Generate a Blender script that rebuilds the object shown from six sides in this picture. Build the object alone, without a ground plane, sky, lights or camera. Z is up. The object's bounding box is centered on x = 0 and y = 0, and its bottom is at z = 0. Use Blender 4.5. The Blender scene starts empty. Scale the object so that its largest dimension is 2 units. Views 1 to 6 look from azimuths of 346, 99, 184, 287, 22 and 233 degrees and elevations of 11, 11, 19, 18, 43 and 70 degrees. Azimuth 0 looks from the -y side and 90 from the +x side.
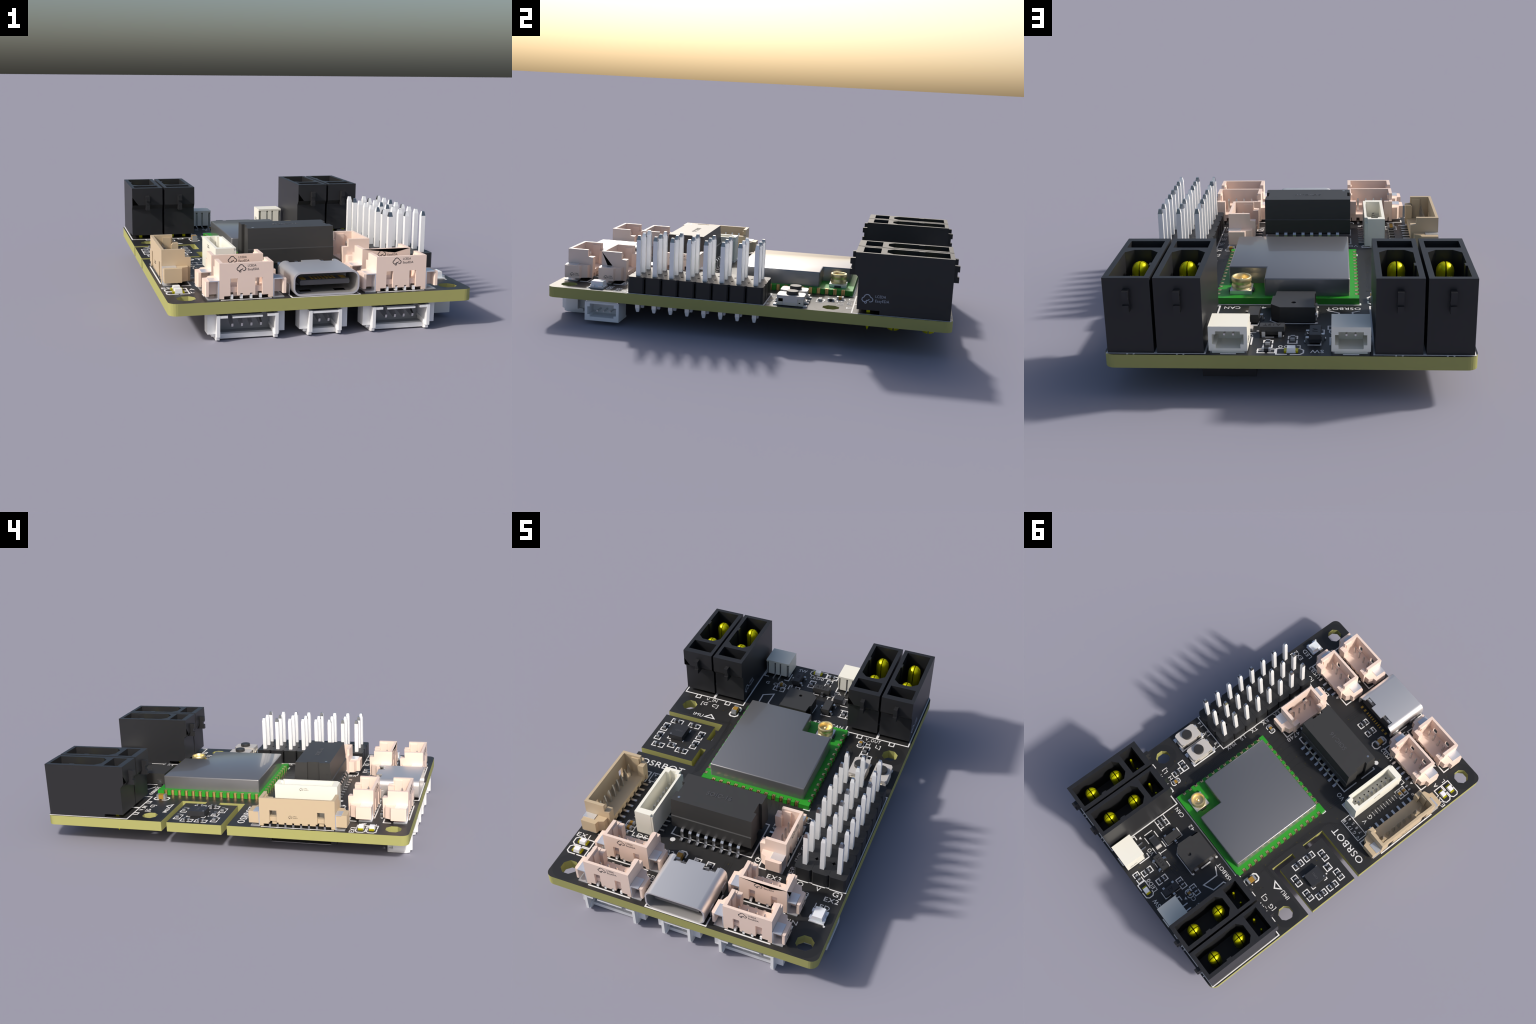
"""A small black controller circuit board with sockets, pin header, radio module
and power connectors.  All sizes are millimetres of the real board; K scales
them to the scene so that the longest side is two metres."""
import bpy, bmesh, math, random
from mathutils import Vector, Matrix
from mathutils.geometry import tessellate_polygon

K = 0.03306            # scene metres per board millimetre
ZB, ZT = 3.70, 5.30    # underside and top of the board
XE = 20.55              # half width of the board
YF, YK = -30.25, 29.83  # front and back edge of the board
rng = random.Random(7)

# ------------------------------------------------------------------ materials
def material(name, color, rough=0.5, metal=0.0, spec=0.5, grain=0.0, grain_scale=60.0,
             transl=0.0, coat=0.0, bump=0.0):
    m = bpy.data.materials.new(name)
    m.use_nodes = True
    nt = m.node_tree
    b = nt.nodes["Principled BSDF"]
    b.inputs["Roughness"].default_value = rough
    b.inputs["Metallic"].default_value = metal
    b.inputs["Specular IOR Level"].default_value = spec
    b.inputs["Coat Weight"].default_value = coat
    if transl:
        b.inputs["Subsurface Weight"].default_value = transl
        b.inputs["Subsurface Scale"].default_value = 0.02
    tc = nt.nodes.new("ShaderNodeTexCoord")
    nz = nt.nodes.new("ShaderNodeTexNoise")
    nz.inputs["Scale"].default_value = grain_scale
    nz.inputs["Detail"].default_value = 3.0
    nt.links.new(tc.outputs["Object"], nz.inputs["Vector"])
    mx = nt.nodes.new("ShaderNodeMix")
    mx.data_type = 'RGBA'
    mx.inputs["A"].default_value = (*color, 1)
    mx.inputs["B"].default_value = (*[c * 0.72 for c in color], 1)
    mu = nt.nodes.new("ShaderNodeMath")
    mu.operation = 'MULTIPLY'
    mu.inputs[1].default_value = grain
    nt.links.new(nz.outputs["Fac"], mu.inputs[0])
    nt.links.new(mu.outputs[0], mx.inputs["Factor"])
    nt.links.new(mx.outputs["Result"], b.inputs["Base Color"])
    if bump:
        bp = nt.nodes.new("ShaderNodeBump")
        bp.inputs["Strength"].default_value = bump
        bp.inputs["Distance"].default_value = 0.002
        nt.links.new(nz.outputs["Fac"], bp.inputs["Height"])
        nt.links.new(bp.outputs["Normal"], b.inputs["Normal"])
    return m

MAT = dict(
    mask=material("solder_mask_black", (0.023, 0.0225, 0.0225), 0.42, spec=0.5, grain=0.25, grain_scale=14),
    ring=material("keepout_ring_black", (0.0165, 0.0165, 0.0170), 0.42, grain=0.1),
    trace=material("trace_black", (0.0165, 0.0160, 0.0155), 0.42, grain=0.1),
    via=material("via_dark_gold", (0.045, 0.038, 0.012), 0.4),
    edge=material("glass_fibre_edge", (0.365, 0.36, 0.128), 0.75, spec=0.2, grain=0.10, grain_scale=30),
    silk=material("silkscreen_white", (0.78, 0.77, 0.76), 0.6, spec=0.3),
    green=material("module_green", (0.024, 0.30, 0.019), 0.45, grain=0.06),
    gold=material("pad_gold", (0.95, 0.72, 0.36), 0.38, metal=1.0),
    goldsock=material("socket_gold", (0.95, 0.78, 0.42), 0.42, metal=0.9),
    brass=material("contact_brass", (0.86, 0.84, 0.0), 0.34, metal=0.6),
    bronze=material("usb_contact_bronze", (0.60, 0.38, 0.06), 0.4, metal=0.3),
    shield=material("shield_steel", (0.235, 0.235, 0.245), 0.34, metal=0.6, spec=0.6, coat=0.5),
    steel=material("shell_steel", (0.78, 0.76, 0.75), 0.42, metal=0.8),
    tin=material("lead_tin", (0.66, 0.66, 0.66), 0.30, metal=1.0),
    pin=material("pin_bright_metal", (1.0, 1.0, 1.0), 0.33, metal=0.22, spec=0.9),
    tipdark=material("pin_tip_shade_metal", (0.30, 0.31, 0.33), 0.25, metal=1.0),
    tab=material("solder_tab", (0.80, 0.82, 0.86), 0.32, metal=0.7),
    housing=material("power_housing_black", (0.019, 0.0195, 0.022), 0.42, spec=0.38, grain=0.08),
    header=material("header_black", (0.017, 0.0175, 0.019), 0.46, spec=0.42, grain=0.08),
    chip=material("package_charcoal", (0.041, 0.040, 0.039), 0.46, grain=0.08),
    chip2=material("package_slate", (0.026, 0.027, 0.031), 0.46, grain=0.08),
    peach=material("socket_peach", (0.86, 0.675, 0.575), 0.45, grain=0.03),
    tan=material("socket_tan", (0.55, 0.43, 0.28), 0.5, grain=0.05),
    cream=material("socket_cream", (0.89, 0.865, 0.76), 0.45, grain=0.03),
    white=material("socket_white", (0.80, 0.81, 0.82), 0.45, grain=0.03),
    whiteshade=material("socket_white_inner", (0.30, 0.31, 0.33), 0.4),  # socket white darkened for the unlit inside of the mouth
    ceramic=material("capacitor_amber", (0.36, 0.20, 0.025), 0.5, grain=0.2),
    resist=material("resistor_black", (0.018, 0.018, 0.020), 0.4),
    lens=material("led_white", (0.85, 0.86, 0.88), 0.3, transl=0.15),
    ledpad=material("led_pad_yellow", (0.50, 0.46, 0.0), 0.35, metal=0.5),
    button=material("button_frame", (0.60, 0.57, 0.54), 0.5, metal=0.2, grain=0.06),
    buttontrim=material("button_trim", (0.62, 0.58, 0.49), 0.5),
    knob=material("button_knob_black", (0.028, 0.028, 0.028), 0.5),
    usbin=material("usb_tongue_black", (0.085, 0.085, 0.09), 0.4),
    dark=material("mark_dark", (0.02, 0.019, 0.022), 0.6, spec=0.2),
    grey=material("mark_grey", (0.40, 0.43, 0.50), 0.6, spec=0.2),
    faint=material("mark_faint", (0.075, 0.075, 0.08), 0.35, spec=0.6),
    endcap=material("end_cap_tin", (0.46, 0.47, 0.49), 0.45, metal=0.7),
    gap=material("deep_gap_black", (0.002, 0.002, 0.002), 0.9, spec=0.0),
)

# --------------------------------------------------------------- mesh builder
class Part:
    """Collects faces in millimetres, then becomes one mesh object."""
    def __init__(self):
        self.v, self.f, self.m, self.mats = [], [], [], []

    def _mi(self, mat):
        if mat not in self.mats:
            self.mats.append(mat)
        return self.mats.index(mat)

    def add(self, verts, faces, mat):
        o = len(self.v)
        self.v += [tuple(p) for p in verts]
        self.f += [tuple(o + i for i in f) for f in faces]
        self.m += [self._mi(mat)] * len(faces)
        return self

    def box(self, x0, x1, y0, y1, z0, z1, mat):
        v = [(x, y, z) for z in (z0, z1) for y in (y0, y1) for x in (x0, x1)]
        f = [(0, 2, 3, 1), (4, 5, 7, 6), (0, 1, 5, 4), (2, 6, 7, 3), (0, 4, 6, 2), (1, 3, 7, 5)]
        return self.add(v, f, mat)

    def taper(self, x0, x1, y0, y1, z0, z1, ix, iy, mat):
        """box whose top is inset by ix, iy"""
        v = [(x0, y0, z0), (x1, y0, z0), (x1, y1, z0), (x0, y1, z0),
             (x0 + ix, y0 + iy, z1), (x1 - ix, y0 + iy, z1), (x1 - ix, y1 - iy, z1), (x0 + ix, y1 - iy, z1)]
        f = [(3, 2, 1, 0), (4, 5, 6, 7), (0, 1, 5, 4), (1, 2, 6, 5), (2, 3, 7, 6), (3, 0, 4, 7)]
        return self.add(v, f, mat)

    def prism(self, poly, a, b, mat, axis='z', holes=(), side=None, holeside=None):
        """extrude a polygon (with holes) from a to b along an axis"""
        def put(p, h):
            return {'z': (p[0], p[1], h), 'y': (p[0], h, p[1]), 'x': (h, p[0], p[1])}[axis]
        loops = [list(poly)] + [list(h) for h in holes]
        tris = tessellate_polygon([[Vector((p[0], p[1], 0)) for p in lp] for lp in loops])
        flat = [p for lp in loops for p in lp]
        n = len(flat)
        verts = [put(p, a) for p in flat] + [put(p, b) for p in flat]
        self.add(verts, [t[::-1] for t in tris] + [tuple(i + n for i in t) for t in tris], mat)
        o = 0
        for k, lp in enumerate(loops):
            s = [(o + i, o + (i + 1) % len(lp), n + o + (i + 1) % len(lp), n + o + i) for i in range(len(lp))]
            base = len(self.v)
            self.add(verts, s, (holeside if k and holeside else side) or mat)
            o += len(lp)
        return self

    def pockets(self, levels, pockets, mat):
        """solid lofted through outer loops at rising heights, with blind pockets from the top"""
        n = len(levels[0][1])
        verts, faces = [], []
        for z, lp in levels:
            verts += [(x, y, z) for x, y in lp]
        for l in range(len(levels) - 1):
            for i in range(n):
                j = (i + 1) % n
                faces.append((l * n + i, l * n + j, (l + 1) * n + j, (l + 1) * n + i))
        self.add(verts, faces, mat)
        z0, lp0 = levels[0]
        zt, lpt = levels[-1]
        self.add([(x, y, z0) for x, y in lp0], [tuple(range(n))[::-1]], mat)
        loops = [lpt] + [p for p, _ in pockets]
        tris = tessellate_polygon([[Vector((x, y, 0)) for x, y in lp] for lp in loops])
        self.add([(x, y, zt) for lp in loops for x, y in lp], [tuple(t) for t in tris], mat)
        for p, zb in pockets:
            k = len(p)
            self.add([(x, y, zt) for x, y in p] + [(x, y, zb) for x, y in p],
                     [(i, (i + 1) % k, k + (i + 1) % k, k + i) for i in range(k)], mat)
            t2 = tessellate_polygon([[Vector((x, y, 0)) for x, y in p]])
            self.add([(x, y, zb) for x, y in p], [tuple(t) for t in t2], mat)
        return self

    def lathe(self, cx, cy, profile, mat, seg=24):
        """turn (radius, height) pairs about a vertical axis"""
        verts, faces = [], []
        for r, z in profile:
            for s in range(seg):
                a = 2 * math.pi * s / seg
                verts.append((cx + r * math.cos(a), cy + r * math.sin(a), z))
        for l in range(len(profile) - 1):
            for s in range(seg):
                t = (s + 1) % seg
                faces.append((l * seg + s, l * seg + t, (l + 1) * seg + t, (l + 1) * seg + s))
        faces.append(tuple(range(seg))[::-1])
        faces.append(tuple((len(profile) - 1) * seg + s for s in range(seg)))
        return self.add(verts, faces, mat)

    def strip(self, pts, w, z0, z1, mat, closed=False, plane=None):
        """flat printed line of width w along a polyline with mitred joints;
        plane maps (a, b, height) to xyz"""
        put = plane or (lambda a, b, h: (a, b, h))
        P = [Vector(p) for p in pts]
        n = len(P)
        L, R = [], []
        for i in range(n):
            d0 = (P[i] - P[i - 1]) if (i or closed) else (P[1] - P[0])
            d1 = (P[(i + 1) % n] - P[i]) if (i < n - 1 or closed) else d0
            d0, d1 = d0.normalized(), d1.normalized()
            nrm = Vector((-d0.y - d1.y, d0.x + d1.x))
            nrm = nrm.normalized() if nrm.length > 1e-6 else Vector((-d0.y, d0.x))
            c = max(0.45, nrm.dot(Vector((-d0.y, d0.x))))
            L.append(P[i] + nrm * (w / 2 / c))
            R.append(P[i] - nrm * (w / 2 / c))
        if not closed:     # half-round ends
            def cap(c, d):
                o = Vector((-d.y, d.x))
                return [c + (d * math.cos(t) - o * math.sin(t)) * (w / 2) for t in (-0.9, -0.3, 0.3, 0.9)]
            d0 = (P[0] - P[1]).normalized()
            d1 = (P[-1] - P[-2]).normalized()
            a = cap(P[0], d0)
            b = cap(P[-1], d1)
            # L is left of travel
            ring = R + b[::-1] + L[::-1] + a[::-1]
            tris = tessellate_polygon([[Vector((p.x, p.y, 0)) for p in ring]])
            k = len(ring)
            verts = [put(p.x, p.y, z0) for p in ring] + [put(p.x, p.y, z1) for p in ring]
            faces = [tuple(i + k for i in t) for t in tris] + [t[::-1] for t in tris]
            faces += [(i, (i + 1) % k, k + (i + 1) % k, k + i) for i in range(k)]
            return self.add(verts, faces, mat)
        verts = [put(p.x, p.y, h) for h in (z0, z1) for p in L + R]
        faces = []
        for i in range(n):
            j = (i + 1) % n
            faces += [(2 * n + i, 2 * n + j, 3 * n + j, 3 * n + i), (i, n + i, n + j, j),
                      (i, j, 2 * n + j, 2 * n + i), (n + j, n + i, 3 * n + i, 3 * n + j)]
        return self.add(verts, faces, mat)

    def turned(self, rot, loc=(0, 0, 0)):
        m = Matrix.Translation(loc) @ (rot if isinstance(rot, Matrix) else Matrix.Rotation(math.radians(rot), 4, 'Z'))
        q = Part()
        q.f, q.m, q.mats = list(self.f), list(self.m), list(self.mats)
        q.v = [tuple(m @ Vector(p)) for p in self.v]
        return q

    def merge(self, other):
        o = len(self.v)
        self.v += other.v
        self.f += [tuple(o + i for i in f) for f in other.f]
        self.m += [self._mi(other.mats[i]) for i in other.m]
        return self

    def mesh(self, name, smooth=None):
        me = bpy.data.meshes.new(name)
        bm = bmesh.new()
        vs = [bm.verts.new([c * K for c in p]) for p in self.v]
        for f, mi in zip(self.f, self.m):
            try:
                fc = bm.faces.new([vs[i] for i in f])
                fc.material_index = mi
            except ValueError:
                pass
        bmesh.ops.remove_doubles(bm, verts=bm.verts, dist=2e-6)
        bmesh.ops.recalc_face_normals(bm, faces=bm.faces)
        bm.to_mesh(me)
        bm.free()
        for mt in self.mats:
            me.materials.append(MAT[mt])
        if smooth:
            me.shade_smooth()
            me.set_sharp_from_angle(angle=math.radians(smooth))
        return me

COL = bpy.context.scene.collection

def place(name, me, parent=None, loc=(0, 0, 0), rot=0.0, kind=None):
    ob = bpy.data.objects.new(name, me)
    COL.objects.link(ob)
    ob.location = [c * K for c in loc]
    ob.rotation_euler = (0, 0, math.radians(rot))
    ob.parent = parent
    if kind:
        ob["kind"] = kind
    return ob

root = place("controller_circuit_board", None)
root.empty_display_size = 0.3
root["label"] = "small black controller circuit board crowded with sockets, pins and connectors"
root["category"] = "circuit board"

# ------------------------------------------------------------------- lettering
_fonts = {}
def letters(text, height, thick):
    """flat letters as (verts, faces) in mm, centred on their bounding box"""
    key = (text, height, thick)
    if key not in _fonts:
        cu = bpy.data.curves.new("lettering", 'FONT')
        cu.body = text
        cu.size = 1.0
        cu.space_character = 1.08
        cu.resolution_u = 3
        ob = bpy.data.objects.new("lettering", cu)
        COL.objects.link(ob)
        dg = bpy.context.evaluated_depsgraph_get()
        dg.update()
        me = bpy.data.meshes.new_from_object(ob.evaluated_get(dg))
        vs = [v.co.copy() for v in me.vertices]
        fs = [tuple(p.vertices) for p in me.polygons]
        bpy.data.objects.remove(ob)
        bpy.data.curves.remove(cu)
        edges = {}
        for f in fs:
            for i in range(len(f)):
                a, b = f[i], f[(i + 1) % len(f)]
                edges[(a, b)] = edges.get((a, b), 0) + 1
        rim = [e for e in edges if (e[1], e[0]) not in edges]
        n = len(vs)
        x0, x1 = min(v.x for v in vs), max(v.x for v in vs)
        y0, y1 = min(v.y for v in vs), max(v.y for v in vs)
        s = height / 0.70
        cx, cy = (x0 + x1) / 2, 0.35
        V = [((v.x - cx) * s, (v.y - cy) * s, h) for h in (0, thick) for v in vs]
        F = [tuple(i + n for i in f) for f in fs] + [f[::-1] for f in fs]
        F += [(a, b, b + n, a + n) for a, b in rim]
        bpy.data.meshes.remove(me)
        _fonts[key] = (V, F, (x1 - x0) * s)
    return _fonts[key]

def lettering(text, height, mat, width=None, thick=0.02):
    V, F, w = letters(text, height, thick)
    s = (width / w) if width else 1.0
    return Part().add([(x * s, y, z) for x, y, z in V], F, mat)

# ------------------------------------------------------------------------ board
def rounded(x0, x1, y0, y1, r, k=6):
    pts = []
    for cx, cy, a0 in ((x1 - r, y1 - r, 0), (x0 + r, y1 - r, 90), (x0 + r, y0 + r, 180), (x1 - r, y0 + r, 270)):
        for i in range(k + 1):
            a = math.radians(a0 + 90 * i / k)
            pts.append((cx + r * math.cos(a), cy + r * math.sin(a)))
    return pts

HOLES = [(x, y) for x in (-18.0, 18.0) for y in (-27.7, 12.33)]
def ngon(cx, cy, r, n, a0=0.0):
    return [(cx + r * math.cos(a0 + 2 * math.pi * i / n), cy + r * math.sin(a0 + 2 * math.pi * i / n)) for i in range(n)]

def make_board():
    p = Part()
    corner = rounded(-XE, XE, YF, YK, 1.15)
    right_top, left_top = corner[0:7], corner[7:14]
    left_bot, right_bot = corner[14:21], corner[21:28]
    # two L-shaped routed slots leave the motion-sensor island on a narrow bridge
    slots = [(-XE, 9.40), (-10.48, 9.40), (-10.48, 4.95), (-11.43, 4.95), (-11.43, 8.44), (-XE, 8.44),
             (-XE, -0.80), (-11.43, -0.80), (-11.43, 2.60), (-10.45, 2.60), (-10.45, -1.77), (-XE, -1.77)]
    outline = right_top + left_top + slots + left_bot + right_bot
    holes = [ngon(x, y, 1.29, 8, math.pi / 8) for x, y in HOLES]
    p.prism(outline, ZB, ZT, "mask", holes=holes, side="edge", holeside="edge")
    b = place("board", p.mesh("board"), root)
    rings = Part()
    for x, y in HOLES:
        rings.prism(ngon(x, y, 2.45, 28), ZT - 0.02, ZT + 0.004, "ring", holes=[ngon(x, y, 1.31, 8, math.pi / 8)])
    r = place("hole_keepout", rings.mesh("hole_keepout"), b, kind="stuff")
    # faint copper runs under the mask
    t = Part()
    zz = [ZT + 0.002]
    def run(pts, w=0.13):
        zz[0] = ZT + 0.002 + (zz[0] - ZT + 0.00013) % 0.006
        t.strip(pts, w, ZT - 0.02, zz[0] + 0.001, "trace")
    for k in range(6):     # bundle that turns round the module corner
        o = 0.34 * k
        run([(-9.9 + 0.2 * k, 12.5 - k), (-9.2 - o * .5, 3.0 - o), (-9.2 - o * .5, -2.0 - o), (-10.2 - o, -3.6 - o), (-14.5, -4.4 - o * .6)])
    for k in range(5):     # strip beside the module
        run([(-8.3 + 0.33 * k, -5.1), (-8.3 + 0.33 * k, -7.4 - 0.2 * k)])
        run([(10.9 + 0.3 * k, 1.5), (10.9 + 0.3 * k, 9.0 + k * 0.5), (9.9 + 0.3 * k, 10.5 + k * 0.5)])
    for k in range(8):
        x = 0.6 + 1.2 * k
        run([(x, -4.8), (x + 0.2, -6.2), (x - 0.5 + 0.1 * k, -8.2)])
    for k in range(4):
        run([(2.5 + 0.35 * k, -18.4), (2.5 + 0.35 * k, -21.5 - 0.3 * k)])
        run([(-19.9, 10.0 + 0.3 * k), (-12.0, 10.0 + 0.3 * k)] if k < 1 else [(-12.0, 9.75 + 0.22 * k), (-9.0, 9.75 + 0.22 * k)])
        run([(-3.4, 16.6 + 0.5 * k), (-1.0 - k * 0.5, 22.2 + 0.3 * k), (1.5, 22.4 + 0.35 * k)])
    run([(-18.9, 14.1), (-19.5, 11.6), (-18.9, 10.35), (-15.3, 10.35)], 0.3)
    run([(-9.0, 17.1), (-12.2, 12.5)])
    run([(17.4, -23.9), (16.0, -24.6), (16.0, -28.3)])
    place("copper_trace", t.mesh("copper_trace"), b, kind="stuff")
    # small plated holes
    v = Part()
    spots = [(-8.1, -5.6), (-9.0, -2.4), (-9.5, 0.3), (-9.4, 3.1), (-8.9, 6.0), (-9.2, 9.9), (-11.9, 13.0), (-18.8, 14.6),
             (-13.1, 0.1), (-15.2, 6.4), (-14.1, 2.4), (-17.1, 3.6), (-16.4, -1.9), (-18.9, -4.6), (-10.4, -5.2),
             (-11.1, -6.2), (6.4, -20.1), (4.4, -21.2), (3.0, -18.8), (-6.6, -18.2), (6.1, -5.5), (3.2, -6.8), (1.2, -7.2),
             (-1.5, -6.3), (-4.3, -6.1), (-6.8, -7.1), (11.2, 10.6), (11.5, 12.0), (8.6, 17.1), (8.3, 18.0), (2.6, 20.6),
             (1.9, 22.0), (0.7, 22.2), (-0.5, 22.6), (1.1, 25.9), (0.3, 23.1), (-1.6, 27.9), (3.9, 27.4), (1.9, 28.9),
             (-5.2, 17.4), (-7.0, 16.9), (17.1, -20.6), (17.5, -22.1), (15.4, 3.0), (12.9, 4.9), (11.0, -3.2), (10.9, -1.4),
             (-16.1, -22.3), (-16.4, -25.6), (16.1, 11.1), (12.0, 6.6), (10.8, -7.9), (-9.0, -9.0), (-7.2, -9.4)]
    for x, y in spots:
        v.prism(ngon(x, y, 0.13, 6), ZT - 0.02, ZT + 0.0085, "via")
    place("plated_via", v.mesh("plated_via"), b, kind="stuff")
    return b

board = make_board()

# -------------------------------------------------------------- printed markings
marks = Part()
_lift = [0]
def line(pts, w=0.2, closed=False):
    _lift[0] = (_lift[0] + 1) % 23
    marks.strip(pts, w, ZT - 0.01, ZT + 0.012 + 0.0012 * _lift[0], "silk", closed)

def brackets(cx, cy, rot, half=1.0, side=0.55, gap=0.2, w=0.16):
    """two C-shaped marks round a chip part whose long axis is turned by rot"""
    c, s = math.cos(math.radians(rot)), math.sin(math.radians(rot))
    for d in (1, -1):
        pts = [(d * gap, side), (d * half, side), (d * half, -side), (d * gap, -side)]
        line([(cx + x * c - y * s, cy + x * s + y * c) for x, y in pts], w)

def round_brackets(cx, cy, rot, half=1.0, side=0.55, gap=0.25, w=0.16, r=0.3):
    c, s = math.cos(math.radians(rot)), math.sin(math.radians(rot))
    for d in (1, -1):
        pts = [(d * gap, side), (d * (half - r), side), (d * half, side - r), (d * half, -side + r),
               (d * (half - r), -side), (d * gap, -side)]
        line([(cx + x * c - y * s, cy + x * s + y * c) for x, y in pts], w)

def label(text, x, y, h=0.85, rot=0, width=None):
    p = lettering(text, h, "silk", width, thick=0.03)
    place("printed_label", p.mesh("printed_label"), board, (x, y, ZT + 0.004), rot)

for t in (("OSRBOT", -15.3, -3.5, 1.22, 0, 7.6), ("IMU", -15.48, 10.45, 0.72, 0, 1.75), ("V_IN", -14.95, 14.85, 0.72, 0, 2.1),
          ("[G  C]", -14.75, 13.6, 0.78, 0, 3.1), ("V_OUT", 14.4, 14.82, 0.72, 0, 2.6), ("[H  L]", 14.6, 13.62, 0.78, 0, 2.9),
          ("OSRBOT", -6.05, 16.3, 0.72, 0, 4.2), ("CAN", 7.7, 16.1, 0.74, 0, 2.0), ("42", 4.1, 16.1, 0.7, 0, 1.2),
          ("EX1", -19.25, -21.55, 0.78, 0, 2.1), ("LDS", -11.45, -18.55, 0.8, 0, 2.4), ("6", -15.33, -18.66, 0.75, 90, None),
          ("A", -16.47, -22.9, 0.75, 0, None), ("L", -16.62, -24.55, 0.75, 0, None),
          ("USB2", -6.55, -19.86, 0.72, 0, 2.75), ("USB1", -6.55, -25.05, 0.72, 0, 2.75), ("USB3", 14.3, -19.86, 0.72, 0, 2.75),
          ("PIN", 15.0, -25.1, 0.72, 0, 1.9), ("EX3", 10.05, -18.75, 0.8, 0, 2.1), ("EX2", 18.95, -19.66, 0.8, 0, 2.1),
          ("LED", 18.15, -21.15, 0.8, 0, 2.1), ("IO", 13.75, -18.42, 0.8, 0, 1.2), ("V", 16.55, -18.38, 0.8, 0, None),
          ("G]", 19.4, -18.42, 0.85, 0, 1.35), ("14", 19.05, 3.2, 0.68, 0, 1.05), ("12", 16.8, 3.25, 0.68, 0, 1.05), ("13", 13.95, 3.15, 0.68, 0, 1.05),
          ("B", 17.1, 4.05, 0.75, 0, None), ("R", 13.7, 4.05, 0.75, 0, None),
          ("MUX", 12.1, 1.3, 0.72, 90, 1.9), ("15", 12.08, -1.3, 0.72, 90, 1.05), ("TX", 12.08, -3.9, 0.72, 90, 1.3),
          ("RX", 12.06, -6.45, 0.72, 90, 1.4), ("EA", 12.05, -9.1, 0.72, 90, 1.3), ("EB", 12.0, -11.6, 0.72, 90, 1.3),
          ("J508", 11.95, -13.9, 0.68, 90, 1.9), ("SER", 11.9, -16.7, 0.72, 90, 2.0), ("4748", 6.6, -8.8, 0.75, 90, 2.7),
          ("VG", 6.6, -16.9, 0.75, 90, 1.6), ("VO", -7.6, -8.26, 0.85, 0, 1.5), ("V", -13.84, -8.67, 0.8, 0, None), ("G", -13.77, -9.93, 0.8, 0, None),
          ("6", -11.86, -6.83, 0.55, 0, None), ("5", -12.85, -6.83, 0.55, 0, None), ("8", -13.83, -6.83, 0.55, 0, None), ("7", -14.82, -6.8, 0.55, 0, None),
          ("18", -11.75, -5.95, 0.55, 0, .85), ("17", -13.05, -5.95, 0.55, 0, .85), ("G", -14.25, -5.98, 0.55, 0, None), ("V", -15.3, -5.93, 0.55, 0, None),
          ("LED0", 0.05, 27.52, 0.72, 0, 2.5), ("SW", -3.05, 28.7, 0.78, 0, 1.5), ("C", -6.35, 23.25, 0.72, 0, None), ("G", -7.75, 23.25, 0.72, 0, None),
          ("VO", 5.0, 24.3, 0.72, 0, 1.3)):
    label(*t)

# triangles
line([(-13.38, 11.2), (-14.25, 10.33), (-12.5, 10.33)], 0.22, closed=True)
def arrow(x, y, s=0.3):
    marks.prism([(x - s, y - s * .6), (x + s, y - s * .6), (x, y + s * .8)], ZT - 0.01, ZT + 0.022, "silk")
for x, y in ((7.67, -19.95), (7.67, -25.25), (-13.42, -19.85), (-13.5, -25.25), (8.1, 24.33), (-5.45, 24.3)):
    arrow(x, y)
arrow(6.5, -16.1, 0.28)
def dot(x, y, r):
    marks.prism(ngon(x, y, r, 8, math.pi / 8), ZT - 0.01, ZT + 0.0245, "silk")
for x, y, r in ((-6.62, -17.37, 0.42), (-15.43, -7.7, 0.2), (-16.93, 2.52, 0.15), (19.45, -24.25, 0.17), (-8.75, -18.3, 0.24)):
    dot(x, y, r)
# table box
line([(-11.2, -7.4), (-15.77, -7.4), (-15.77, -5.5), (-11.2, -5.5)], 0.13, closed=True)
# power connector outlines
for sx, x0, x1 in ((1, 9.3, 14.72), (1, 14.92, 20.22), (-1, -14.72, -9.3), (-1, -20.22, -14.92)):
    line([(x0, 15.5), (x1, 15.5), (x1, 29.42), (x0, 29.42)], 0.2, closed=True)
    c = 12.0 if x1 < 15 and x0 > 0 else (-12.0 if x0 > -15 and x0 < 0 else (17.55 if x0 > 0 else -17.55))
    line([(c - 0.4, 15.4), (c - 0.4, 14.62), (c + 0.4, 14.62), (c + 0.4, 15.4)], 0.18)
    for d in (-0.36, 0.36):
        line([(c + d, 29.5), (c + d, 29.66)], 0.2)
# module outline
line([(10.12, 14.6), (10.12, 15.06), (-8.15, 15.06), (-8.15, 14.6)], 0.2)
line([(-8.12, -3.75), (-8.12, -4.4), (-7.6, -4.4)], 0.16)
line([(9.2, -4.4), (10.12, -4.4), (10.12, -3.9)], 0.16)
# header outline
line([(12.58, 2.76), (20.38, 2.76), (20.38, -17.7), (12.58, -17.7)], 0.16, closed=True)
for k in range(8):
    line([(12.6, 1.28 - 2.54 * k - .8), (12.6, 1.28 - 2.54 * k + .8)], 0.27)
for k in range(3):
    line([(13.9 + 2.54 * k - .85, -17.78), (13.9 + 2.54 * k + .85, -17.78)], 0.25)
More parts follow.
